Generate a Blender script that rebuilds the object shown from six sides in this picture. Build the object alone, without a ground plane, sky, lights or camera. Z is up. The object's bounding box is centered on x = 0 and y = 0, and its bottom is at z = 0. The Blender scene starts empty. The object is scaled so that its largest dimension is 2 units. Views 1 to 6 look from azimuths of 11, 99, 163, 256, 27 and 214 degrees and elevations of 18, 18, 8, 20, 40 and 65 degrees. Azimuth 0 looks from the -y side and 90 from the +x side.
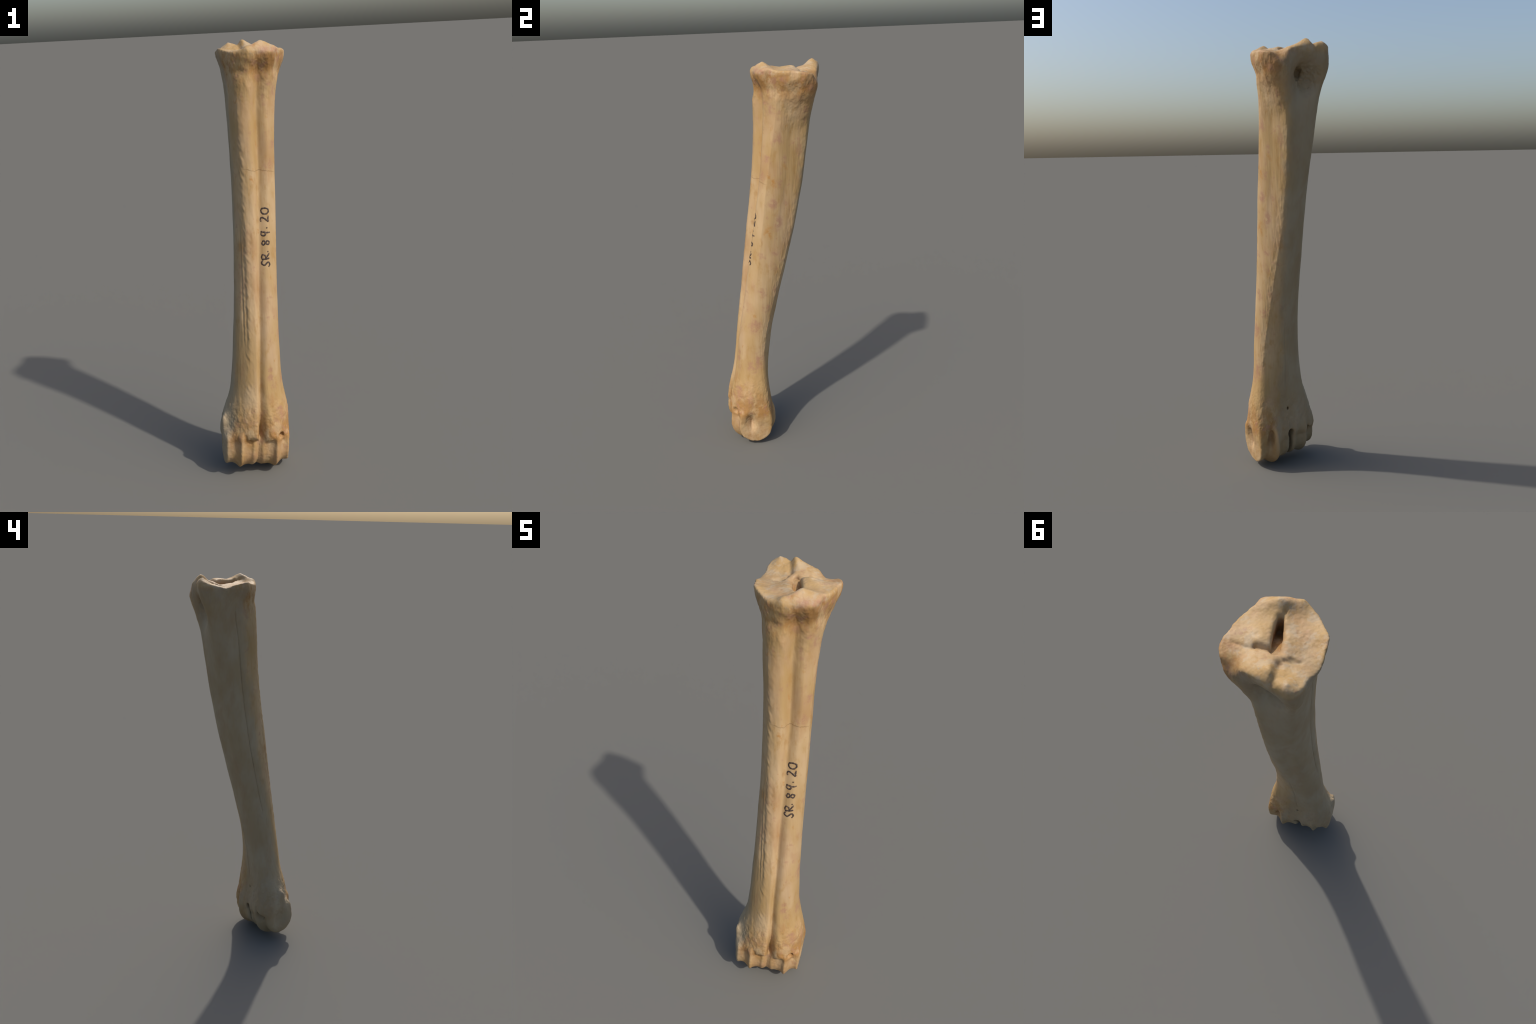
"""A long hoofed-animal foot bone (fused metatarsal) standing upright on its two
distal condyles.  The body is described as one implicit solid:
  shaft   - a loft through cross-sections along a bent spine, with a dorsal groove,
            furrows, a sharp plantar-lateral crest and roughened ridges
  top     - a landmark surface (two facets, central pit, plantar ridge)
  trochlea- a profile with keels turned about the mediolateral axis
It is meshed with surface nets, split into anatomical parts and coloured in nodes."""
import bpy, math
import numpy as np
from mathutils import Vector

rad = np.radians
f32 = np.float32

# ------------------------------------------------------------------ helpers
def smin(a, b, k):
    h = np.clip(0.5 + 0.5 * (b - a) / k, 0, 1)
    return b + (a - b) * h - k * h * (1 - h)

def smax(a, b, k):
    return -smin(-a, -b, k)

def sstep(x, a, b):
    t = np.clip((x - a) / (b - a), 0, 1)
    return t * t * (3 - 2 * t)

def bell(x, w):
    return np.exp(-(x / w) ** 2)

def adiff(t, c):
    """signed angle difference in degrees"""
    return (t - c + 180.0) % 360.0 - 180.0

def track(z, pts):
    zz = np.array([p[0] for p in pts], float)
    vv = np.array([p[1] for p in pts], float)
    o = np.argsort(zz)
    return np.interp(z, zz[o], vv[o])

def cubic(x, xs, ys):
    """Catmull-Rom through rows ys at knots xs (increasing)"""
    xs = np.asarray(xs, float); ys = np.asarray(ys, float)
    m = np.gradient(ys, xs, axis=0)
    i = np.clip(np.searchsorted(xs, x) - 1, 0, len(xs) - 2)
    h = xs[i + 1] - xs[i]
    t = np.clip((x - xs[i]) / h, 0, 1)
    if ys.ndim > 1:
        t = t[:, None]; h = h[:, None]
    return ((2*t**3 - 3*t**2 + 1) * ys[i] + (t**3 - 2*t**2 + t) * h * m[i]
            + (-2*t**3 + 3*t**2) * ys[i + 1] + (t**3 - t**2) * h * m[i + 1])

_lat = np.random.default_rng(11).random((32, 32, 32)).astype(f32) * 2 - 1
def vnoise(x, y, z):
    xi = np.floor(x); yi = np.floor(y); zi = np.floor(z)
    fx, fy, fz = x - xi, y - yi, z - zi
    fx = fx*fx*(3-2*fx); fy = fy*fy*(3-2*fy); fz = fz*fz*(3-2*fz)
    a = xi.astype(int) % 32; b = yi.astype(int) % 32; c = zi.astype(int) % 32
    a1 = (a+1) % 32; b1 = (b+1) % 32; c1 = (c+1) % 32
    L = _lat
    v00 = L[a,b,c]*(1-fx) + L[a1,b,c]*fx
    v10 = L[a,b1,c]*(1-fx) + L[a1,b1,c]*fx
    v01 = L[a,b,c1]*(1-fx) + L[a1,b,c1]*fx
    v11 = L[a,b1,c1]*(1-fx) + L[a1,b1,c1]*fx
    return (v00*(1-fy) + v10*fy)*(1-fz) + (v01*(1-fy) + v11*fy)*fz

# ------------------------------------------------------------------ shaft loft
# spine: height, x, y
SPINE = np.array([
    (0.00, .004, -.132), (0.20, .004, -.132), (0.30, .013, -.124), (0.40, .019, -.116),
    (0.50, .021, -.106), (0.60, .024, -.094), (0.80, .025, -.058), (1.00, .025, -.018),
    (1.20, .024, .020), (1.40, .021, .056), (1.60, .018, .082), (1.70, .015, .092),
    (1.80, .014, .109), (1.88, .016, .120), (1.94, .014, .120), (2.04, .014, .120)])
# cross-sections: radius in mm every 20 degrees (0 = +x lateral, 90 = plantar,
# 180 = medial, 270 = dorsal)
SECT = [
    (2.04, (142, 148, 170, 160, 150, 146, 156, 178, 150, 146, 138, 141, 142, 146, 154, 152, 162, 146)),
    (1.94, (152, 161, 184, 175, 154, 152, 168, 189, 153, 147, 137, 143, 145, 155, 167, 163, 170, 152)),
    (1.88, (140, 147, 170, 178, 148, 132, 144, 188, 151, 128, 122, 128, 143, 156, 158, 139, 146, 139)),
    (1.80, (124, 120, 130, 150, 146, 129, 141, 161, 135, 111, 106, 112, 131, 149, 153, 121, 130, 127)),
    (1.70, (114, 106, 104, 118, 136, 131, 139, 147, 125, 104, 101, 107, 124, 139, 133, 107, 116, 117)),
    (1.60, (107,  98,  96, 108, 130, 128, 131, 138, 121, 105, 100, 106, 121, 135, 129, 103, 114, 114)),
    (1.40, (102,  95,  92, 102, 123, 125, 116, 119, 111, 102,  98, 104, 117, 128, 125, 102, 110, 111)),
    (1.20, (101,  95,  94, 103, 119, 119, 108, 112, 106, 100,  98, 102, 112, 121, 119,  99, 105, 107)),
    (1.00, (101,  98,  99, 106, 111, 108,  98, 103, 102, 100, 100, 103, 108, 112, 108,  94, 100, 103)),
    (0.80, (104, 103, 103, 103, 101,  96,  94,  98, 101, 103, 104, 104, 102, 100,  96,  90,  96, 103)),
    (0.60, (110, 112, 110, 101,  94,  90,  91,  98, 106, 112, 110, 105,  98,  94,  90,  89,  94, 104)),
    (0.50, (114, 119, 118, 105,  93,  87,  89,  99, 112, 118, 114, 107, 100,  95,  92,  92,  96, 106)),
    (0.40, (123, 132, 136, 113,  92,  86,  89, 103, 123, 130, 125, 116, 106, 102,  99, 100, 105, 115)),
    (0.30, (147, 156, 160, 131,  98,  89,  95, 112, 144, 157, 152, 134, 124, 120, 118, 120, 127, 138)),
    (0.20, (163, 170, 186, 150, 116, 107, 112, 134, 166, 171, 162, 148, 139, 131, 127, 128, 143, 156)),
    (0.00, (163, 170, 186, 150, 116, 107, 112, 134, 166, 171, 162, 148, 139, 131, 127, 128, 143, 156))]
SECT = SECT[::-1]
_zt = np.linspace(0, 2.04, 1021)
_sp = cubic(_zt, SPINE[:, 0], SPINE[:, 1:])
_rows = cubic(_zt, [s[0] for s in SECT], np.array([s[1] for s in SECT], float) / 1000)
_tt = np.arange(720) * 0.5
_tab = np.zeros((len(_zt), 720))
for j, t in enumerate(_tt):                       # periodic Catmull-Rom in angle
    u = t / 20.0; i = int(u) % 18; q = u - int(u)
    p0, p1, p2, p3 = (_rows[:, (i + k) % 18] for k in (-1, 0, 1, 2))
    _tab[:, j] = 0.5 * (2*p1 + (p2-p0)*q + (2*p0-5*p1+4*p2-p3)*q*q + (3*p1-p0-3*p2+p3)*q**3)
_tab = np.concatenate([_tab, _tab[:, :1]], 1)

# feature lines: (height, angle) and depths
GROOVE = [(2.0, 296), (1.8, 294.5), (1.5, 294.5), (1.3, 292), (1.1, 290.5), (0.9, 291), (0.7, 293.5), (0.5, 293), (0.4, 293), (0.3, 293.5), (0.2, 296)]
GDEPTH = [(2.0, 0), (1.94, .003), (1.86, .014), (1.6, .015), (1.3, .016), (1.0, .018), (0.7, .018), (0.5, .018), (0.38, .025), (0.3, .036), (0.22, .052), (0.16, .052)]
GLEFT = [(1.8, 12), (1.3, 7), (0.6, 8), (0.35, 6), (0.2, 5)]
GRIGHT = [(1.8, 12), (1.3, 11), (0.7, 12), (0.45, 11), (0.3, 11), (0.2, 10)]
CREST = [(1.95, 40), (1.85, 54), (1.77, 62), (1.7, 72), (1.6, 77), (1.5, 79), (1.4, 79), (1.2, 77), (1.1, 71), (1.0, 66), (.9, 60), (.8, 54), (.7, 49), (.6, 43), (.5, 39), (.4, 37)]
CRESTH = [(1.95, 0), (1.88, .001), (1.75, .0025), (1.5, .002), (1.3, .002), (1.1, .0025), (.8, .003), (.5, .003), (.4, .0)]

def section_angle(z, t):
    """radius of the shaft, t in degrees"""
    zi = np.clip(z, 0, 2.039) / 2.04 * 1020
    i = zi.astype(int); a = zi - i
    ti = (t % 360) * 2
    j = np.minimum(ti.astype(int), 719); b = ti - j
    r = (_tab[i, j]*(1-b) + _tab[i, j+1]*b)*(1-a) + (_tab[i+1, j]*(1-b) + _tab[i+1, j+1]*b)*a
    return r

def shaft(x, y, z):
    zi = np.clip(z, 0, 2.04)
    cx = np.interp(zi, _zt, _sp[:, 0]); cy = np.interp(zi, _zt, _sp[:, 1])
    dx, dy = x - cx, y - cy
    rho = np.hypot(dx, dy)
    t = np.degrees(np.arctan2(dy, dx))
    r = section_angle(z, t)
    # dorsal groove, steeper on its medial wall
    d = adiff(t, track(z, GROOVE))
    w = np.where(d < 0, track(z, GLEFT), track(z, GRIGHT))
    r = r - track(z, GDEPTH) * bell(d, w)
    # ridge crests on both sides of the groove
    r = r + .001 * bell(d - 23, 8) * sstep(z, .35, .6) * (1 - sstep(z, 1.7, 1.85))
    # vertical crease in the lateral corner of the head
    r = r - .006 * bell(adiff(t, 336 + 20*(z - 1.93)), 4) * bell(z - 1.93, .05)
    r = r + .009 * bell(adiff(t, 131), 8) * sstep(z, 1.86, 1.93)
    # edge between the front strip and the flat lateral face
    e = adiff(t, track(z, [(1.9, 350), (1.7, 351), (1.55, 344), (1.36, 342), (1.24, 345), (1.0, 351), (.9, 354)]))
    r = r + .0032 * np.exp(-np.abs(e) / 6.0) * sstep(z, .85, 1.05) * (1 - sstep(z, 1.80, 1.88))
    # ragged lip of the head with an undercut below it
    wv = .012 * vnoise(x*22, y*22, z*0 + 5) + .006 * vnoise(x*60, y*60, z*0 + 2)
    side = bell(adiff(t, 15), 42) + .55 * bell(adiff(t, 250), 45)
    r = r + side * (.0025 * bell(z - 1.925 - wv, .020) - .006 * bell(z - 1.868 - wv, .024))
    # plantar-lateral crest: sharp, chipped edge
    c = adiff(t, track(z, CREST))
    chip = 1 + .35 * vnoise(x*60, y*60, z*45) + .25 * vnoise(x*150, y*150, z*110)
    r = r + track(z, CRESTH) * np.exp(-np.abs(c) / 8.0) * chip
    r = r + .0003 * sstep(z, .5, .7) * (1 - sstep(z, 1.6, 1.8)) * bell(c + 14 + 2*vnoise(x*9, y*9, z*22), 1.8) * (1 + vnoise(x*40, y*40, z*30))
    r = r + .0006 * sstep(z, .6, .8) * (1 - sstep(z, 1.75, 1.9)) * bell(c + 8, 9) * np.clip(vnoise(x*110, y*110, z*55) * 2, -1, 1)
    # medial hairline groove and its thin lip
    m = adiff(t, track(z, [(1.85, 196), (1.6, 197), (1.4, 195), (1.2, 191), (.6, 190)]))
    on = sstep(z, .72, .85) * (1 - sstep(z, 1.8, 1.88))
    r = r - .0042 * on * bell(m, 1.5) - .002 * on * bell(m, 6)
    # twin furrows beside the dorsomedial strip
    on = sstep(z, .62, .75) * (1 - sstep(z, 1.1, 1.25))
    r = r - on * (.0022 * bell(adiff(t, 255), 4.0) - .0004 * bell(adiff(t, 250.5), 3.0) + .0025 * bell(adiff(t, 246), 2.5))
    r = r + .003 * bell(adiff(t, 262), 9) * sstep(z, .45, .7) * (1 - sstep(z, 1.65, 1.85))
    # narrow plantar groove near the lower end, broad shallow hollow above
    p = adiff(t, track(z, [(.7, 100), (.5, 106), (.4, 106), (.3, 112)]))
    r = r - .003 * sstep(z, .3, .38) * (1 - sstep(z, .58, .8)) * bell(p, 2.5)
    # roughened dorsomedial ridge (small slanting ripples)
    on = bell(adiff(t, 258), 14) * sstep(z, .25, .4) * (1 - sstep(z, 1.5, 1.8))
    r = r + (.0008 + .0006*sstep(z, .5, .8)) * on * vnoise(x*80, y*80, z*60 + t*.12)
    # long fibres and general unevenness
    r = r + .0004 * vnoise(x*170, y*170, z*7) + .0012 * vnoise(x*28, y*28, z*9)
    ends = sstep(z, 1.6, 1.9) + (1 - sstep(z, .25, .55))
    r = r + ends * (.0016 * vnoise(x*65, y*65, z*40) + .0008 * vnoise(x*190, y*190, z*120))
    return (rho - r) * 0.93

# ------------------------------------------------------------------ top surface
TOP = np.array([
    # lateral facet
    (.092, .021, 1.999), (.120, .035, 1.986), (.150, .047, 1.972), (.135, .085, 1.967),
    (.157, .120, 1.960), (.110, .110, 1.968), (.150, .185, 1.957), (.110, .170, 1.963),
    (.070, .158, 1.977), (.052, .150, 1.977), (.075, .070, 1.974), (.073, .110, 1.974),
    (.100, .060, 1.978),
    (.066, -.005, 1.987), (.080, .008, 1.994), (.084, -.018, 1.972), (.108, -.008, 1.964), (.132, -.022, 1.938), (.150, .005, 1.950),
    (.045, -.046, 1.966), (.015, -.050, 1.955), (.065, -.045, 1.948),
    # medial facet
    (.040, -.028, 1.978), (.022, -.024, 1.970), (.050, .016, 1.968), (.000, -.026, 1.962), (.010, .010, 1.960),
    (-.050, .000, 1.962), (-.090, .026, 1.973), (-.020, .055, 1.957), (.030, .050, 1.962),
    (-.075, .070, 1.955), (-.124, .098, 1.961), (-.020, .110, 1.955), (-.080, .115, 1.950),
    (.000, .150, 1.962),
    # cross valley behind the facets
    (.120, .205, 1.953), (.075, .193, 1.960), (.030, .190, 1.968), (-.012, .178, 1.968),
    (-.046, .147, 1.951), (-.100, .135, 1.949), (-.130, .140, 1.947),
    # lateral plantar corner
    (.150, .240, 1.948), (.110, .245, 1.944),
    # plantar-lateral facet and its ridge
    (.075, .222, 1.955), (.045, .224, 1.968), (-.005, .205, 1.975), (-.025, .225, 1.996),
    (-.042, .243, 2.003), (.000, .245, 1.984), (.040, .262, 1.963), (-.030, .270, 1.978),
    # rough trough, then plantar-medial facet
    (-.045, .200, 1.964), (-.062, .232, 1.980), (-.085, .170, 1.956), (-.114, .150, 1.952),
    (-.085, .215, 1.972), (-.112, .195, 1.962), (-.098, .248, 1.991), (-.118, .232, 1.976),
    (-.090, .275, 1.970)])

def tps_fit(P):
    n = len(P)
    d = np.hypot(P[:, None, 0] - P[None, :, 0], P[:, None, 1] - P[None, :, 1])
    K = np.where(d > 0, d*d*np.log(d + 1e-12), 0) + np.eye(n) * 8e-6
    Q = np.c_[np.ones(n), P[:, :2]]
    A = np.block([[K, Q], [Q.T, np.zeros((3, 3))]])
    return np.linalg.solve(A, np.r_[P[:, 2] - 1.96, 0, 0, 0])
_gx = np.linspace(-.24, .26, 126); _gy = np.linspace(-.14, .38, 131)
_cf = tps_fit(TOP)
_X, _Y = np.meshgrid(_gx, _gy, indexing='ij')
_d = np.hypot(_X[..., None] - TOP[:, 0], _Y[..., None] - TOP[:, 1])
_H = 1.96 + (_d*_d*np.log(_d + 1e-12)) @ _cf[:-3] + _cf[-3] + _cf[-2]*_X + _cf[-1]*_Y
_H = np.clip(_H, 1.90, 2.004)

def top_height(x, y):
    u = np.clip((x + .24) / .004, 0, 124.99); v = np.clip((y + .14) / .004, 0, 129.99)
    i = u.astype(int); j = v.astype(int); a = u - i; b = v - j
    return (_H[i, j]*(1-a) + _H[i+1, j]*a)*(1-b) + (_H[i, j+1]*(1-a) + _H[i+1, j+1]*a)*b

def segdist(x, y, a, b):
    ax, ay = a; bx, by = b
    L = (bx-ax)**2 + (by-ay)**2
    t = np.clip(((x-ax)*(bx-ax) + (y-ay)*(by-ay)) / L, 0, 1)
    return np.hypot(x - ax - t*(bx-ax), y - ay - t*(by-ay)), t

def top_cut(x, y, z):
    h = top_height(x, y)
    # grooves scored in the articular face
    d, t = segdist(x, y, (.062, .020), (.055, .050)); h = h - .006 * bell(d, .006)
    d, t = segdist(x, y, (.130, .205), (.020, .185));  h = h - .003 * bell(d, .006)
    d, t = segdist(x, y, (.062, .182), (.018, .166)); h = h - .016 * bell(d, .008)
    d, t = segdist(x, y, (-.035, .165), (-.072, .142)); h = h - .007 * bell(d, .007)
    d, t = segdist(x, y, (-.030, .190), (-.070, .285)); h = h - .012 * bell(d, .012)
    # medial shoulder of the central pit
    d, t = segdist(x, y, (.030, .085), (-.005, .150)); h = h - .009 * bell(d, .014)
    h = h - .004 * bell(np.hypot(x - .078, y - .148), .010)
    h = h + .0007 * vnoise(x*90, y*90, z*0 + 3) + .0006 * vnoise(x*220, y*220, z*0 + 7)
    return (z - h) * .9

def pit(x, y, z, c, r):
    return (np.sqrt(((x-c[0])/r[0])**2 + ((y-c[1])/r[1])**2 + ((z-c[2])/r[2])**2) - 1) * min(r)

# ------------------------------------------------------------------ trochlea
M = np.array([.938, .331, -.080]); M /= np.linalg.norm(M)
Q = np.array([-M[1], M[0], 0]); Q /= np.linalg.norm(Q)
W = np.cross(M, Q)
# turned profile of the two condyles: position along the axis, radius
PROFILE = np.array([
    (-.240, .080), (-.208, .083), (-.199, .086), (-.184, .083), (-.165, .085), (-.151, .096), (-.134, .117),
    (-.120, .107), (-.103, .101), (-.087, .101), (-.074, .106), (-.066, .103), (-.057, .096),
    (-.046, .097), (-.032, .105), (-.012, .104), (.006, .105), (.020, .111), (.036, .123),
    (.050, .108), (.064, .091), (.080, .084), (.094, .085), (.103, .086), (.118, .087), (.14, .085)])
_ps = np.linspace(-.24, .14, 381)
_pr = cubic(_ps, PROFILE[:, 0], PROFILE[:, 1])

def trochlea(x, y, z):
    s = x*M[0] + y*M[1] + z*M[2]
    q = x*Q[0] + y*Q[1] + z*Q[2]
    w = x*W[0] + y*W[1] + z*W[2]
    R = np.interp(s, _ps, _pr)
    k = np.clip((R - .085) / .036, -.1, 1)
    qc = -.129 + .12 * (R - .085); wc = .112 + .003 * k
    up = (w - wc) * np.where(w > wc, np.where(q < qc, 1 - .55*sstep(qc - q, 0, .05), 1 - .35*sstep(q - qc, 0, .05)), 1.0)
    rr = np.hypot((q - qc) / (1 + np.where(q < qc, .015, -.045)*k), up / (1 - .07*k))
    f = (rr - R) * .8
    lat = np.interp(q, [-.25, -.21, -.15, -.10, -.05, .0], [.086, .100, .108, .116, .123, .121])
    ends = np.maximum(-.220 + .018 * (rr/.085)**2 - s, s - lat)
    f = smax(f, ends, .007)
    f = smax(f, (w - .206 - .004*bell(s - .04, .03)) * .9, .030)
    return f, s, q, w

# ------------------------------------------------------------------ the whole bone
def bone(P):
    x, y, z = P[:, 0], P[:, 1], P[:, 2]
    f = shaft(x, y, z)
    hi = z > 1.64
    if hi.any():
        X, Y, Z = x[hi], y[hi], z[hi]
        g = smax(f[hi], top_cut(X, Y, Z), .010)
        # central slit-like pit running back through the top
        d, t = segdist(X, Y, (.056, .062), (.006, .162))
        slit = np.maximum(d - (.0105 + .005*np.sin(t*3.1) + .002*vnoise(X*70, Y*70, Z*40)), 1.895 + .055*t - Z)
        g = smax(g, -slit, .013)
        for c, r in (((-.052, .148, 1.953), (.014, .009, .012)),):
            g = smax(g, -pit(X, Y, Z, c, r), .008)
        rag = .004 * vnoise(X*55, Y*55, Z*55) + .002 * vnoise(X*130, Y*130, Z*130)
        # plantar hollow: a roofed triangular recess with a hole in its upper corner
        g = smax(g, -pit(X, Y, Z, (-.038, .300, 1.832), (.066, .102, .070)) - rag, .030)
        g = smax(g, -pit(X, Y, Z, (-.020, .290, 1.800), (.050, .060, .080)), .045)
        g = smax(g, -pit(X, Y, Z, (-.006, .235, 1.862), (.022, .060, .030)) - rag, .012)
        g = smax(g, -pit(X, Y, Z, (.092, .302, 1.955), (.034, .052, .046)), .022)
        # dents of the dorsal rim and the lateral side
        g = smax(g, -pit(X, Y, Z, (.055, -.052, 1.900), (.045, .012, .016)), .012)
        g = smax(g, -pit(X, Y, Z, (.168, .060, 1.905), (.008, .026, .018)), .012)
        g = smax(g, -pit(X, Y, Z, (.140, .000, 1.900), (.012, .014, .03)), .010)
        f[hi] = g
    lo = z < .36
    if lo.any():
        X, Y, Z = x[lo], y[lo], z[lo]
        t, s, q, w = trochlea(X, Y, Z)
        # the shaft stops above the condyles with knobs on either side of the groove
        dors = 1 - sstep(q, -.215, -.15)
        stop = .150 + dors * (.034 + .012 * bell(s + .080, .03) + .006 * bell(s - .040, .03))
        g = smax(f[lo], (stop - w) * .9, .028)
        lat = np.interp(q, [-.25, -.21, -.15, -.10, -.05, .0], [.096, .106, .110, .117, .123, .121])
        g = smin(g, t, .020 + .014 * (1 - dors))
        med = np.interp(w, [.05, .12, .2, .27, .34], [-.214, -.219, -.222, -.230, -.240])
        g = smax(g, np.maximum(med - s, s - lat), .012)
        # slit between the condyles, open behind, and its rounded upper hole
        sc = s + .0525 - .12 * (w - .10)*.3
        slit = np.maximum(np.abs(sc) - (.0105 * sstep(q, -.20, -.06) - .001), w - .158)
        g = smax(g, -slit, .006)
        hole = np.maximum(np.hypot(sc - .002, (w - .156)*.8) - .016, -.090 - q)
        g = smax(g, -hole, .008)
        for c, r, k in (((.151, -.104, .132), (.018, .010, .026), .022),      # lateral ligament pit
                        ((.172, -.100, .135), (.022, .030, .048), .018),
                        ((-.165, -.197, .132), (.030, .046, .046), .024),
                        ((.141, -.184, .200), (.010, .016, .012), .014),
                                                ((-.015, -.042, .283), (.005, .014, .008), .005),     # plantar foramen
                        ((-.122, -.086, .160), (.010, .024, .032), .012),     # plantar medial pit
                        ((.080, .000, .150), (.017, .032, .046), .014),       # plantar lateral pit
                        ((-.018, -.268, .212), (.007, .010, .018), .014)):
            g = smax(g, -pit(X, Y, Z, c, r), k)
        for c, r, k in (((-.130, -.194, .264), (.011, .017, .026), .024), ((-.035, -.252, .212), (.010, .008, .014), .012),
                        ((.014, -.230, .212), (.011, .008, .014), .014)):
            g = smin(g, pit(X, Y, Z, c, r), k)
        g = g + .0007 * vnoise(X*75, Y*75, Z*60) + .0004 * vnoise(X*200, Y*200, Z*180)
        f[lo] = g
    return f

# ------------------------------------------------------------------ meshing
def surface_nets(h=0.0028, blk=8):
    lo = np.array([-.235, -.305, -.012]); hi = np.array([.215, .335, 2.02])
    nb = np.ceil((hi - lo) / (h * blk)).astype(int)
    n = nb * blk + 1
    # coarse pass picks the blocks the surface can cross
    c = [lo[a] + (np.arange(nb[a]) + .5) * h * blk for a in range(3)]
    G = np.stack(np.meshgrid(*c, indexing='ij'), -1).reshape(-1, 3)
    fc = bone(G).reshape(nb)
    V = np.repeat(np.repeat(np.repeat(np.where(fc < 0, -1, 1).astype(f32), blk, 0), blk, 1), blk, 2)
    V = np.pad(V, ((0, 1),)*3, mode='edge')
    reach = np.where((c[2] > .42) & (c[2] < 1.66), 1.08, 1.35)
    act = np.argwhere(np.abs(fc) < h * blk * reach[None, None, :])
    k = np.arange(blk + 1)
    K = np.stack(np.meshgrid(k, k, k, indexing='ij'), -1).reshape(-1, 3)
    for s in range(0, len(act), 1200):
        I = (act[s:s+1200, None, :] * blk + K[None]).reshape(-1, 3)
        V[I[:, 0], I[:, 1], I[:, 2]] = bone(lo + I * h)
    S = V < 0
    cnt = np.zeros(n - 1, np.int8)
    for a in (0, 1):
        for b in (0, 1):
            for d in (0, 1):
                cnt += S[a:n[0]-1+a, b:n[1]-1+b, d:n[2]-1+d]
    cell = (cnt > 0) & (cnt < 8)
    idx = -np.ones(n - 1, np.int32)
    ci = np.argwhere(cell)
    idx[cell] = np.arange(len(ci))
    acc = np.zeros((len(ci), 3)); num = np.zeros(len(ci))
    corners = [(a, b, d) for a in (0, 1) for b in (0, 1) for d in (0, 1)]
    val = {c_: V[ci[:, 0]+c_[0], ci[:, 1]+c_[1], ci[:, 2]+c_[2]] for c_ in corners}
    for c0 in corners:
        for ax in range(3):
            if c0[ax]: continue
            c1 = list(c0); c1[ax] = 1; c1 = tuple(c1)
            a, b = val[c0], val[c1]
            x = (a < 0) != (b < 0)
            t = np.where(x, a / np.where(x, a - b, 1), 0)
            p = np.array(c0, float)[None] + t[:, None] * (np.array(c1) - np.array(c0))[None]
            acc[x] += p[x]; num[x] += 1
    P = lo + (ci + acc / num[:, None]) * h
    faces = []
    for ax in range(3):
        o1, o2 = [(1, 2), (2, 0), (0, 1)][ax]
        A = np.take(S, range(0, n[ax]-1), ax); B = np.take(S, range(1, n[ax]), ax)
        e = np.argwhere(A != B)
        e = e[(e[:, o1] > 0) & (e[:, o2] > 0) & (e[:, o1] < n[o1]-1) & (e[:, o2] < n[o2]-1)]
        up = A[e[:, 0], e[:, 1], e[:, 2]]
        def at(i, j):
            g = e.copy(); g[:, o1] += i; g[:, o2] += j
            return idx[g[:, 0], g[:, 1], g[:, 2]]
        q = np.stack([at(-1, -1), at(0, -1), at(0, 0), at(-1, 0)], 1)
        q[~up] = q[~up][:, ::-1]
        faces.append(q)
    F = np.concatenate(faces)
    return P, F

def gradient(P, e=.0012):
    g = np.stack([bone(P + d) - bone(P - d) for d in np.eye(3) * e], 1) / (2*e)
    return g

P, F = surface_nets()
v = bone(P); g = np.stack([bone(P + d) - v for d in np.eye(3) * .0015], 1) / .0015
for k in range(2):                                # settle the vertices on the surface
    if k: v = bone(P)
    step = v[:, None] * g / np.maximum((g*g).sum(1), .15)[:, None]
    L = np.linalg.norm(step, axis=1, keepdims=True)
    P = P - step * np.minimum(1, .0016 / np.maximum(L, 1e-9))

# keep the largest connected shell only
lab = np.arange(len(P))
while True:
    m = lab[F].min(1)
    new = lab.copy()
    for k in range(4): np.minimum.at(new, F[:, k], m)
    new = new[new]
    if (new == lab).all(): break
    lab = new
root = np.bincount(lab).argmax()
F = F[lab[F[:, 0]] == root]

# normals of the whole body
tri = np.cross(P[F[:, 2]] - P[F[:, 0]], P[F[:, 3]] - P[F[:, 1]])
N = np.zeros_like(P)
for k in range(4):
    for a in range(3): N[:, a] += np.bincount(F[:, k], tri[:, a], len(P))
N /= np.maximum(np.linalg.norm(N, axis=1, keepdims=True), 1e-12)

BASE = Vector((0.0, -0.13, 0.0))                  # where the thing stands
zmin = P[F.ravel()].min(0)[2]
P[:, 2] -= zmin
print('bbox', P[F.ravel()].min(0), P[F.ravel()].max(0))

# ------------------------------------------------------------------ materials
def nodes_of(name):
    m = bpy.data.materials.new(name); m.use_nodes = True
    nt = m.node_tree; nt.nodes.clear()
    return m, nt

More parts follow.
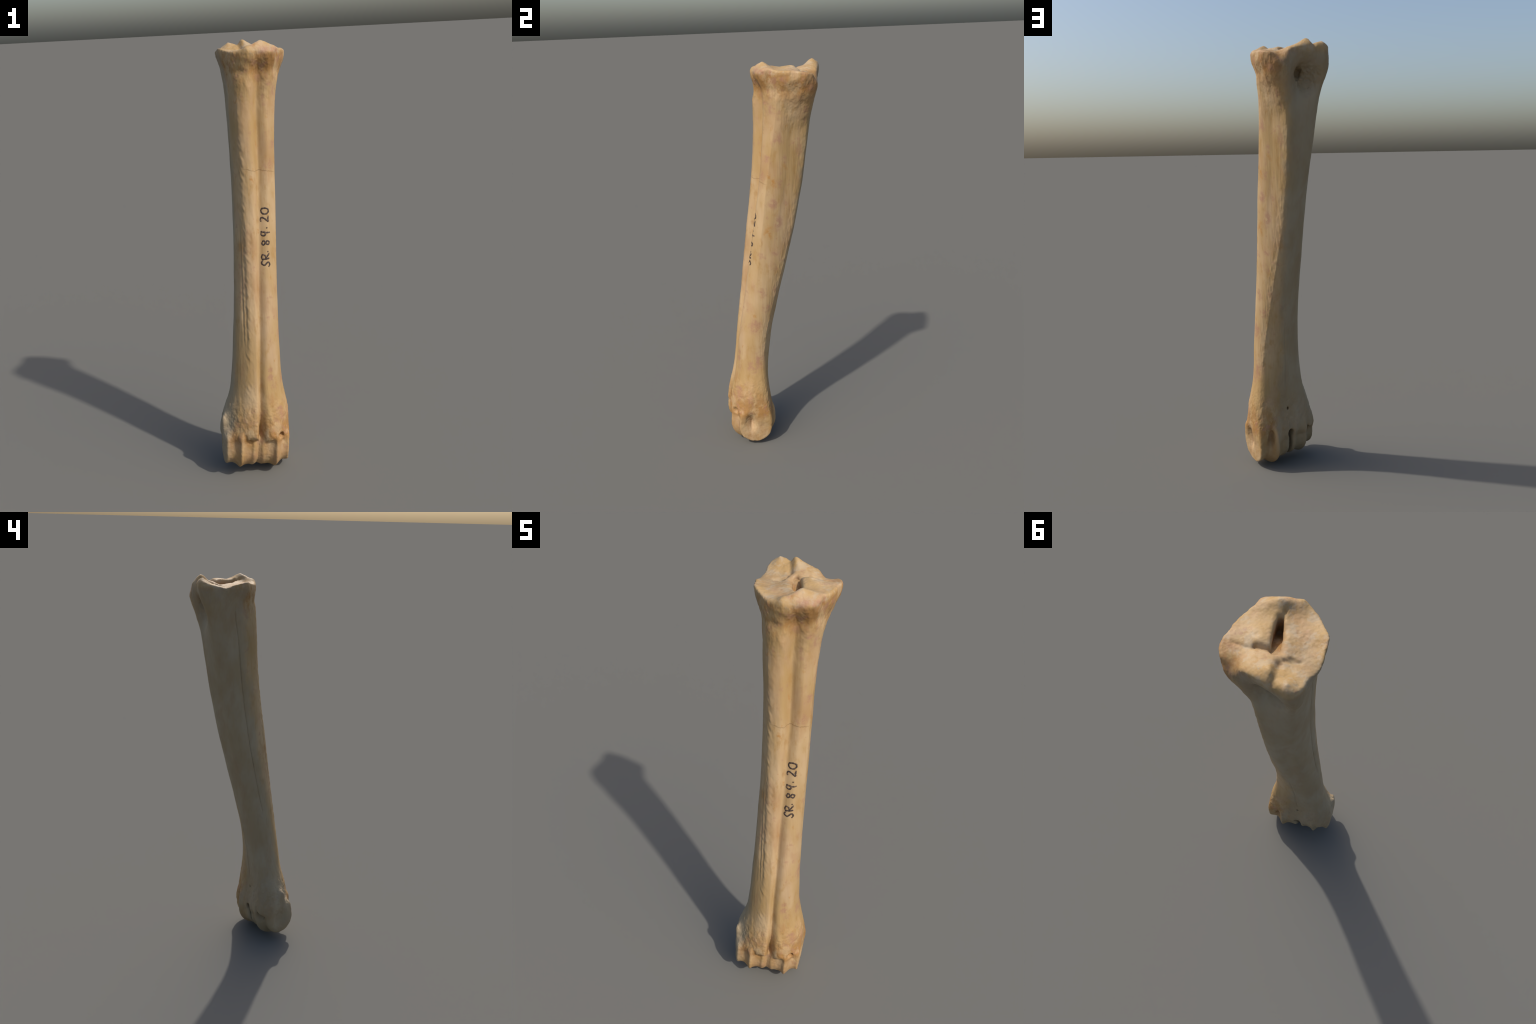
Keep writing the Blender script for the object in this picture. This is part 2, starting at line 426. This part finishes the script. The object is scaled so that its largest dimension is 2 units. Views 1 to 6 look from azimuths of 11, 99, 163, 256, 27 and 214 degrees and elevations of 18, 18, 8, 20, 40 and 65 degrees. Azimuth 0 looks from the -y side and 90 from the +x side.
class NB:
    """small node builder"""
    def __init__(self, nt): self.nt = nt
    def n(self, kind, **kw):
        nd = self.nt.nodes.new(kind)
        for k, v in kw.items(): setattr(nd, k, v)
        return nd
    def set(self, sock, v):
        if hasattr(v, 'links') or isinstance(v, bpy.types.NodeSocket): self.nt.links.new(v, sock)
        else: sock.default_value = v
    def math(self, op, a, b=0.0, c=0.0, clamp=False):
        nd = self.n('ShaderNodeMath', operation=op); nd.use_clamp = clamp
        for s, v in zip(nd.inputs, (a, b, c)): self.set(s, v)
        return nd.outputs[0]
    def mix(self, fac, a, b, mode='MIX'):
        nd = self.n('ShaderNodeMix', data_type='RGBA', blend_type=mode)
        self.set(nd.inputs[0], fac); self.set(nd.inputs[6], a); self.set(nd.inputs[7], b)
        return nd.outputs[2]
    def noise(self, vec, scale, detail=3, rough=.55, stretch=None, off=(0, 0, 0)):
        mp = self.n('ShaderNodeMapping')
        self.set(mp.inputs[0], vec)
        mp.inputs['Location'].default_value = off
        if stretch: mp.inputs['Scale'].default_value = stretch
        nd = self.n('ShaderNodeTexNoise')
        self.nt.links.new(mp.outputs[0], nd.inputs['Vector'])
        nd.inputs['Scale'].default_value = scale; nd.inputs['Detail'].default_value = detail
        nd.inputs['Roughness'].default_value = rough
        return nd.outputs[0]
    def ramp(self, fac, a, b):
        nd = self.n('ShaderNodeMapRange', interpolation_type='SMOOTHSTEP')
        self.set(nd.inputs[0], fac); nd.inputs[1].default_value = a; nd.inputs[2].default_value = b
        return nd.outputs[0]
    def spot(self, vec, c, r):
        """soft ellipsoid mask around point c with radii r"""
        mp = self.n('ShaderNodeMapping', vector_type='POINT')
        self.set(mp.inputs[0], vec)
        mp.inputs['Scale'].default_value = [1/a for a in r]
        mp.inputs['Location'].default_value = [-p/a for p, a in zip(c, r)]
        ln = self.n('ShaderNodeVectorMath', operation='LENGTH')
        self.nt.links.new(mp.outputs[0], ln.inputs[0])
        return self.ramp(ln.outputs['Value'], 1.1, 0.15)

TAN = (0.375, 0.243, 0.103, 1)
PALE = (0.450, 0.315, 0.172, 1)
OCHRE = (0.325, 0.185, 0.060, 1)
ORANGE = (0.350, 0.165, 0.040, 1)
MAUVE = (0.315, 0.160, 0.105, 1)
BROWN = (0.200, 0.120, 0.055, 1)

PINK_SPOTS = [((.128, .049, 1.783), (.02, .03, .03)), ((.123, .030, 1.82), (.02, .03, .025)), ((.133, .092, 1.767), (.02, .03, .03)),
    ((.127, .085, 1.645), (.03, .04, .04)), ((.089, .183, 1.581), (.03, .03, .03)), ((.124, .031, 1.549), (.03, .03, .025)),
    ((.117, .118, 1.555), (.03, .02, .035)), ((.108, -.002, 1.602), (.02, .03, .025)), ((.117, -.003, 1.467), (.03, .035, .04)),
    ((.118, .087, 1.428), (.03, .02, .03)), ((.121, .054, 1.33), (.03, .04, .035)), ((.096, .124, 1.328), (.03, .025, .03)),
    ((.111, .078, 1.235), (.03, .04, .055)), ((.109, .055, 1.081), (.03, .03, .025)), ((.107, .042, 1.006), (.03, .025, .035)),
    ((.124, -.023, .867), (.03, .03, .03)), ((.111, -.003, .784), (.03, .03, .035)), ((.131, -.060, .685), (.03, .05, .055)),
    ((.126, -.050, .50), (.04, .05, .07)), ((.139, -.083, .457), (.03, .05, .04)), ((.098, -.170, .494), (.02, .016, .03)),
    ((.100, -.163, .528), (.016, .02, .014)), ((.106, -.163, .487), (.02, .02, .016)), ((.115, -.160, .453), (.02, .02, .025)),
    ((.139, -.165, .321), (.03, .03, .035)), ((.093, -.134, .777), (.02, .02, .015)), ((.150, .02, 1.96), (.03, .05, .03)),
    ((.110, -.005, 1.965), (.04, .03, .03))]
DARK_SPOTS = [((.103, -.003, 1.825), (.022, .03, .06)), ((.145, .015, 1.895), (.02, .025, .022)), ((.02, -.045, 1.885), (.05, .02, .03)),
    ((.075, -.20, .215), (.02, .03, .012)), ((.145, -.185, .205), (.02, .02, .02)), ((.05, .27, 1.90), (.05, .03, .04)), ((-.10, .02, 1.89), (.03, .05, .03))]
RUST_SPOTS = [((.127, .040, 1.479), (.02, .018, .022)), ((.123, .058, 1.441), (.02, .016, .034)), ((.112, .122, 1.50), (.02, .016, .05)),
    ((.124, .026, 1.19), (.03, .032, .05)), ((.035, -.067, 1.413), (.02, .02, .016)), ((-.142, -.20, .28), (.02, .025, .035)),
    ((.137, .222, 1.877), (.03, .03, .03)), ((.10, .165, 1.54), (.02, .02, .03))]

def bone_material():
    m, nt = nodes_of('aged_bone'); b = NB(nt)
    tc = b.n('ShaderNodeTexCoord'); co = tc.outputs['Object']
    sep = b.n('ShaderNodeSeparateXYZ'); nt.links.new(co, sep.inputs[0])
    z = sep.outputs[2]
    # warped coordinates so that stains have ragged edges
    wn = b.n('ShaderNodeTexNoise'); nt.links.new(co, wn.inputs['Vector'])
    wn.inputs['Scale'].default_value = 34; wn.inputs['Detail'].default_value = 4
    sub = b.n('ShaderNodeVectorMath', operation='MULTIPLY_ADD')
    nt.links.new(wn.outputs['Color'], sub.inputs[0])
    sub.inputs[1].default_value = (.036, .036, .06); sub.inputs[2].default_value = (-.018, -.018, -.03)
    add = b.n('ShaderNodeVectorMath', operation='ADD')
    nt.links.new(co, add.inputs[0]); nt.links.new(sub.outputs[0], add.inputs[1])
    wco = add.outputs[0]
    big = b.noise(co, 9, 3, .5, (1, 1, .45))
    fib = b.noise(co, 60, 4, .6, (1, 1, .07))
    mid = b.noise(co, 30, 4, .6, (1, 1, .5), (3, 1, 7))
    fine = b.noise(co, 170, 4, .65)
    worn = b.math('MULTIPLY', b.ramp(z, .45, .75), b.ramp(z, 1.40, 1.10))
    col = b.mix(b.math('MULTIPLY_ADD', worn, .35, b.ramp(big, .40, .68), clamp=True), TAN, PALE)
    col = b.mix(b.math('MULTIPLY', b.ramp(mid, .50, .72), .60), col, OCHRE)
    col = b.mix(b.math('MULTIPLY', b.ramp(fib, .52, .75), .30), col, OCHRE)
    col = b.mix(b.math('MULTIPLY', b.ramp(b.noise(co, 12, 4, .6, (1, 1, .4), (2, 9, 9)), .48, .64), .40), col, (.430, .283, .168, 1))
    # the spongy ends are browner
    low = b.ramp(z, .42, .20); top = b.ramp(z, 1.78, 1.90)
    face = b.ramp(z, 1.965, 1.94)
    ends = b.math('MAXIMUM', low, b.math('MULTIPLY', top, face))
    joint = b.ramp(z, .20, .15)
    ends = b.math('SUBTRACT', ends, b.math('MULTIPLY', joint, .6), clamp=True)
    en = b.noise(co, 22, 5, .62, (1, 1, .6), (1, 5, 2))
    col = b.mix(b.math('MULTIPLY', ends, b.ramp(en, .38, .60)), col, (.310, .160, .050, 1))
    col = b.mix(b.math('MULTIPLY', ends, b.math('MULTIPLY', b.ramp(b.noise(co, 26, 4, .6, None, (9, 2, 4)), .52, .68), .65)), col, MAUVE)
    em = b.ramp(b.noise(co, 34, 5, .65, (1, 1, .7), (8, 2, 6)), .54, .68)
    col = b.mix(b.math('MULTIPLY', b.math('MULTIPLY', ends, em), .6), col, (.260, .148, .058, 1))
    chip = b.math('MULTIPLY', b.ramp(z, 1.935, 1.955), b.ramp(b.noise(co, 24, 5, .65, None, (3, 3, 1)), .50, .62))
    col = b.mix(b.math('MULTIPLY', chip, .45), col, (.400, .335, .245, 1))
    # stains
    def spots(lst):
        s = None
        for c, r in lst:
            k = b.spot(wco, c, r)
            s = k if s is None else b.math('MAXIMUM', s, k)
        return s
    patch = b.ramp(b.noise(co, 45, 4, .6, None, (4, 4, 4)), .34, .62)
    col = b.mix(b.math('MULTIPLY', b.math('MULTIPLY', spots(PINK_SPOTS), patch), .78), col, MAUVE)
    col = b.mix(b.math('MULTIPLY', b.math('MULTIPLY', spots(RUST_SPOTS), patch), .85), col, ORANGE)
    col = b.mix(b.math('MULTIPLY', b.math('MULTIPLY', spots(DARK_SPOTS), patch), .8), col, BROWN)
    cloud = b.ramp(b.noise(co, 8.5, 4, .6, (1, 1, .55), (4, 7, 3)), .54, .68)
    col = b.mix(b.math('MULTIPLY', cloud, .35), col, (.320, .170, .080, 1))
    # scattered small stains
    sm = b.ramp(b.noise(co, 20, 5, .6, None, (7, 7, 1)), .60, .70)
    col = b.mix(b.math('MULTIPLY', sm, .45), col, MAUVE)
    sm2 = b.ramp(b.noise(co, 24, 5, .6, (1, 1, .6), (2, 8, 5)), .63, .72)
    col = b.mix(b.math('MULTIPLY', sm2, .5), col, ORANGE)
    # pores and fine grain
    pores = b.ramp(fine, .64, .74)
    col = b.mix(b.math('MULTIPLY', pores, b.math('MULTIPLY_ADD', ends, .35, .08)), col, BROWN)
    col = b.mix(b.math('MULTIPLY', b.ramp(fine, .3, .7), .12), col, PALE)
    # greyer zone over the medial and rear faces, ragged border
    yc = b.math('MINIMUM', b.math('MAXIMUM', b.math('MULTIPLY_ADD', z, .1736, -.193), -.128), .118)
    gx = b.math('MULTIPLY', b.math('SUBTRACT', sep.outputs[0], .018), -.87)
    gy = b.math('MULTIPLY', b.math('SUBTRACT', b.math('SUBTRACT', sep.outputs[1], yc), 0.0), .50)
    gd = b.math('ADD', b.math('ADD', gx, gy), b.math('MULTIPLY_ADD', b.noise(co, 16, 5, .65, (1, 1, .5), (5, 3, 8)), .10, -.05))
    grey = b.mix(b.ramp(b.noise(co, 11, 4, .6, (1, 1, .4), (8, 8, 2)), .38, .62), (.285, .225, .138, 1), (.315, .268, .185, 1))
    gm = b.math('MULTIPLY', b.ramp(gd, .015, .060), b.ramp(z, 1.97, 1.93))
    col = b.mix(b.math('MULTIPLY', gm, .72), col, grey)
    smear = b.ramp(b.noise(co, 13, 5, .62, (1, 1, .35), (6, 1, 6)), .50, .66)
    col = b.mix(b.math('MULTIPLY', b.math('MULTIPLY', gm, smear), .55), col, (.300, .205, .115, 1))
    # hairline age crack round the shaft
    cz = b.math('MULTIPLY_ADD', b.noise(co, 14, 3, .6), .05, -.025)
    dz = b.math('ABSOLUTE', b.math('SUBTRACT', b.math('ADD', z, cz), b.math('MULTIPLY_ADD', sep.outputs[0], -.25, 1.465)))
    dors = b.math('MULTIPLY', b.ramp(sep.outputs[1], .035, .0), b.ramp(sep.outputs[0], -.01, .03))
    crack = b.math('MULTIPLY', b.math('MULTIPLY', b.ramp(dz, .0028, .0008), dors), .55)
    col = b.mix(crack, col, BROWN)
    bs = b.n('ShaderNodeBsdfPrincipled'); out = b.n('ShaderNodeOutputMaterial')
    nt.links.new(col, bs.inputs['Base Color'])
    bs.inputs['Roughness'].default_value = .58
    bs.inputs['Specular IOR Level'].default_value = .22
    hgt = b.math('ADD', b.math('MULTIPLY', fib, .6), b.math('MULTIPLY', fine, .5))
    bp = b.n('ShaderNodeBump'); bp.inputs['Strength'].default_value = .22; bp.inputs['Distance'].default_value = .0025
    nt.links.new(hgt, bp.inputs['Height']); nt.links.new(bp.outputs[0], bs.inputs['Normal'])
    nt.links.new(bs.outputs[0], out.inputs[0])
    return m

def ink_material():
    m, nt = nodes_of('faded_ink'); b = NB(nt)
    tc = b.n('ShaderNodeTexCoord')
    n = b.noise(tc.outputs['Object'], 120, 3)
    col = b.mix(b.ramp(n, .45, .72), (.036, .022, .017, 1), (.170, .110, .068, 1))
    bs = b.n('ShaderNodeBsdfPrincipled'); out = b.n('ShaderNodeOutputMaterial')
    nt.links.new(col, bs.inputs['Base Color']); bs.inputs['Roughness'].default_value = .7
    nt.links.new(bs.outputs[0], out.inputs[0])
    return m

BONE = bone_material(); INK = ink_material()

# ------------------------------------------------------------------ parts
root_ob = bpy.data.objects.new('animal_foot_bone', None)
bpy.context.scene.collection.objects.link(root_ob)
root_ob.location = BASE
root_ob['label'] = 'tall weathered tan leg bone with twin ridged condyles and inked number'
root_ob['category'] = 'animal bone'

def add_part(name, verts, faces, normals=None, mat=None, parent=root_ob):
    me = bpy.data.meshes.new(name)
    me.vertices.add(len(verts)); me.vertices.foreach_set('co', np.asarray(verts, f32).ravel())
    nf, k = faces.shape
    me.loops.add(nf * k); me.loops.foreach_set('vertex_index', faces.astype(np.int32).ravel())
    me.polygons.add(nf); me.polygons.foreach_set('loop_start', np.arange(0, nf*k, k, dtype=np.int32))
    me.update(calc_edges=True); me.validate()
    me.polygons.foreach_set('use_smooth', np.ones(len(me.polygons), bool))
    if normals is not None and len(me.vertices) == len(normals):
        me.normals_split_custom_set_from_vertices(normals.astype(float).tolist())
    if mat: me.materials.append(mat)
    ob = bpy.data.objects.new(name, me)
    bpy.context.scene.collection.objects.link(ob)
    ob.parent = parent
    ob.matrix_parent_inverse = root_ob.matrix_basis.inverted()
    return ob

root_ob.matrix_basis.translation = BASE
C = P[F].mean(1)
s = (C + [0, 0, zmin]) @ M
part = np.zeros(len(F), int)                              # shaft
part[C[:, 2] > 1.84] = 1                                  # upper end
part[(C[:, 2] < .33)] = 2                                 # lower flare
part[(C[:, 2] < .195) & (s < -.0525)] = 3
part[(C[:, 2] < .195) & (s >= -.0525)] = 4
for i, name in enumerate(('shaft', 'joint_head', 'flared_neck', 'condyle', 'condyle')):
    f = F[part == i]
    used, inv = np.unique(f.ravel(), return_inverse=True)
    add_part(name, P[used], inv.reshape(-1, 4), N[used], BONE)

# ------------------------------------------------------------------ handwriting
# strokes in glyph units: x along the writing (up the bone), y across (towards the groove)
GLYPHS = [
    ('letter', .00, [[(.95, .95), (.75, 1.15), (.45, 1.0), (.35, .75), (.55, .5), (.75, .3), (.6, .02), (.3, -.05), (.05, .15)]]),
    ('letter', 1.15, [[(.15, .0), (.1, .5), (.1, 1.0)], [(-.1, .9), (.35, 1.1), (.75, .95), (.65, .65), (.15, .5)], [(.3, .5), (.6, .25), (.95, .0)]]),
    ('dot', 2.27, [[(-.04, .20), (.06, .26), (.02, .32)]]),
    ('digit', 3.20, [[(.55, .95), (.25, 1.0), (.12, .8), (.4, .55), (.7, .28), (.5, .02), (.2, .08), (.18, .3), (.5, .55), (.75, .8), (.55, .95)]]),
    ('digit', 4.62, [[(.62, .95), (.3, 1.12), (.05, .85), (.15, .55), (.5, .55), (.62, .95)], [(.66, 1.15), (.52, .5), (.45, -.18)]]),
    ('dot', 5.76, [[(-.04, .28), (.06, .34), (.02, .40)]]),
    ('digit', 6.58, [[(.15, 1.0), (.45, 1.12), (.75, .95), (.6, .6), (.3, .3), (.05, .05)], [(.05, .05), (.5, .12), (.95, .04)]]),
    ('digit', 7.75, [[(.5, 1.02), (.15, .8), (.08, .4), (.35, .04), (.72, .1), (.92, .5), (.82, .9), (.5, 1.02)]])]
Z0, UNIT = 1.009, .0308                                    # foot of the first glyph, glyph size

def place(u, v):
    """glyph coordinates (arrays) to points on the bone, with normals"""
    z = Z0 + u * UNIT
    t = np.radians(321.5 - .29 * u - v * 18.0)
    cx = np.interp(z, _zt, _sp[:, 0]); cy = np.interp(z, _zt, _sp[:, 1])
    a = np.full(len(u), .05); b_ = np.full(len(u), .18)
    at = lambda r: np.stack([cx + np.cos(t)*r, cy + np.sin(t)*r, z], 1)
    for _ in range(24):
        r = .5 * (a + b_)
        inside = bone(at(r)) < 0
        a = np.where(inside, r, a); b_ = np.where(inside, b_, r)
    p = at(a)
    g = gradient(p, .003); g /= np.linalg.norm(g, axis=1, keepdims=True)
    return p, g

def ribbon(stroke, half=.0039, thick=.0008):
    pts = []
    S = np.array(stroke, float)
    dist = np.r_[0, np.cumsum(np.linalg.norm(np.diff(S, axis=0), axis=1))]
    n = max(4, int(dist[-1] / .10))
    Dn = np.linspace(0, dist[-1], n)
    fine = cubic(Dn, dist, S) if len(S) > 2 else np.stack([np.interp(Dn, dist, S[:, k]) for k in (0, 1)], 1)
    A, G = place(fine[:, 0], fine[:, 1])
    T = np.gradient(A, axis=0); T /= np.linalg.norm(T, axis=1, keepdims=True)
    B = np.cross(G, T); B /= np.linalg.norm(B, axis=1, keepdims=True)
    V = []; Fc = []
    k = 8
    for i in range(n):
        hw = half * (1.0 if 0 < i < n-1 else .55) * (1 + .18 * math.sin(i*1.7))
        for j in range(k):
            a = 2*math.pi*j/k
            V.append(A[i] + B[i]*hw*math.cos(a) + G[i]*thick*math.sin(a))
    for i in range(n-1):
        for j in range(k):
            j2 = (j+1) % k
            Fc.append((i*k+j, i*k+j2, (i+1)*k+j2, (i+1)*k+j))
    for i0 in (0, (n-1)*k):                               # closed ends
        o = [i0 + j for j in range(k)]
        if i0 == 0: o = o[::-1]
        Fc += [(o[0], o[1], o[2], o[3]), (o[0], o[3], o[4], o[7]), (o[4], o[5], o[6], o[7])]
    return np.array(V), np.array(Fc)

def glyph_mesh(off, strokes):
    V = []; Fc = []; n0 = 0
    for st in strokes:
        v, f = ribbon([(x + off, y) for x, y in st])
        V.append(v); Fc.append(f + n0); n0 += len(v)
    v = np.concatenate(V); v[:, 2] -= zmin
    return v, np.concatenate(Fc)

first = None
dots = [g for g in GLYPHS if g[0] == 'dot']
v1, f1 = glyph_mesh(dots[0][1], dots[0][2]); v2, f2 = glyph_mesh(dots[1][1], dots[1][2])
ins = add_part('inscription', np.r_[v1, v2], np.r_[f1, f2 + len(v1)], None, INK)
for kind, off, strokes in GLYPHS:
    if kind == 'dot': continue
    v, f = glyph_mesh(off, strokes)
    ob = add_part(kind, v, f, None, INK, ins)
    ob.matrix_parent_inverse.identity()
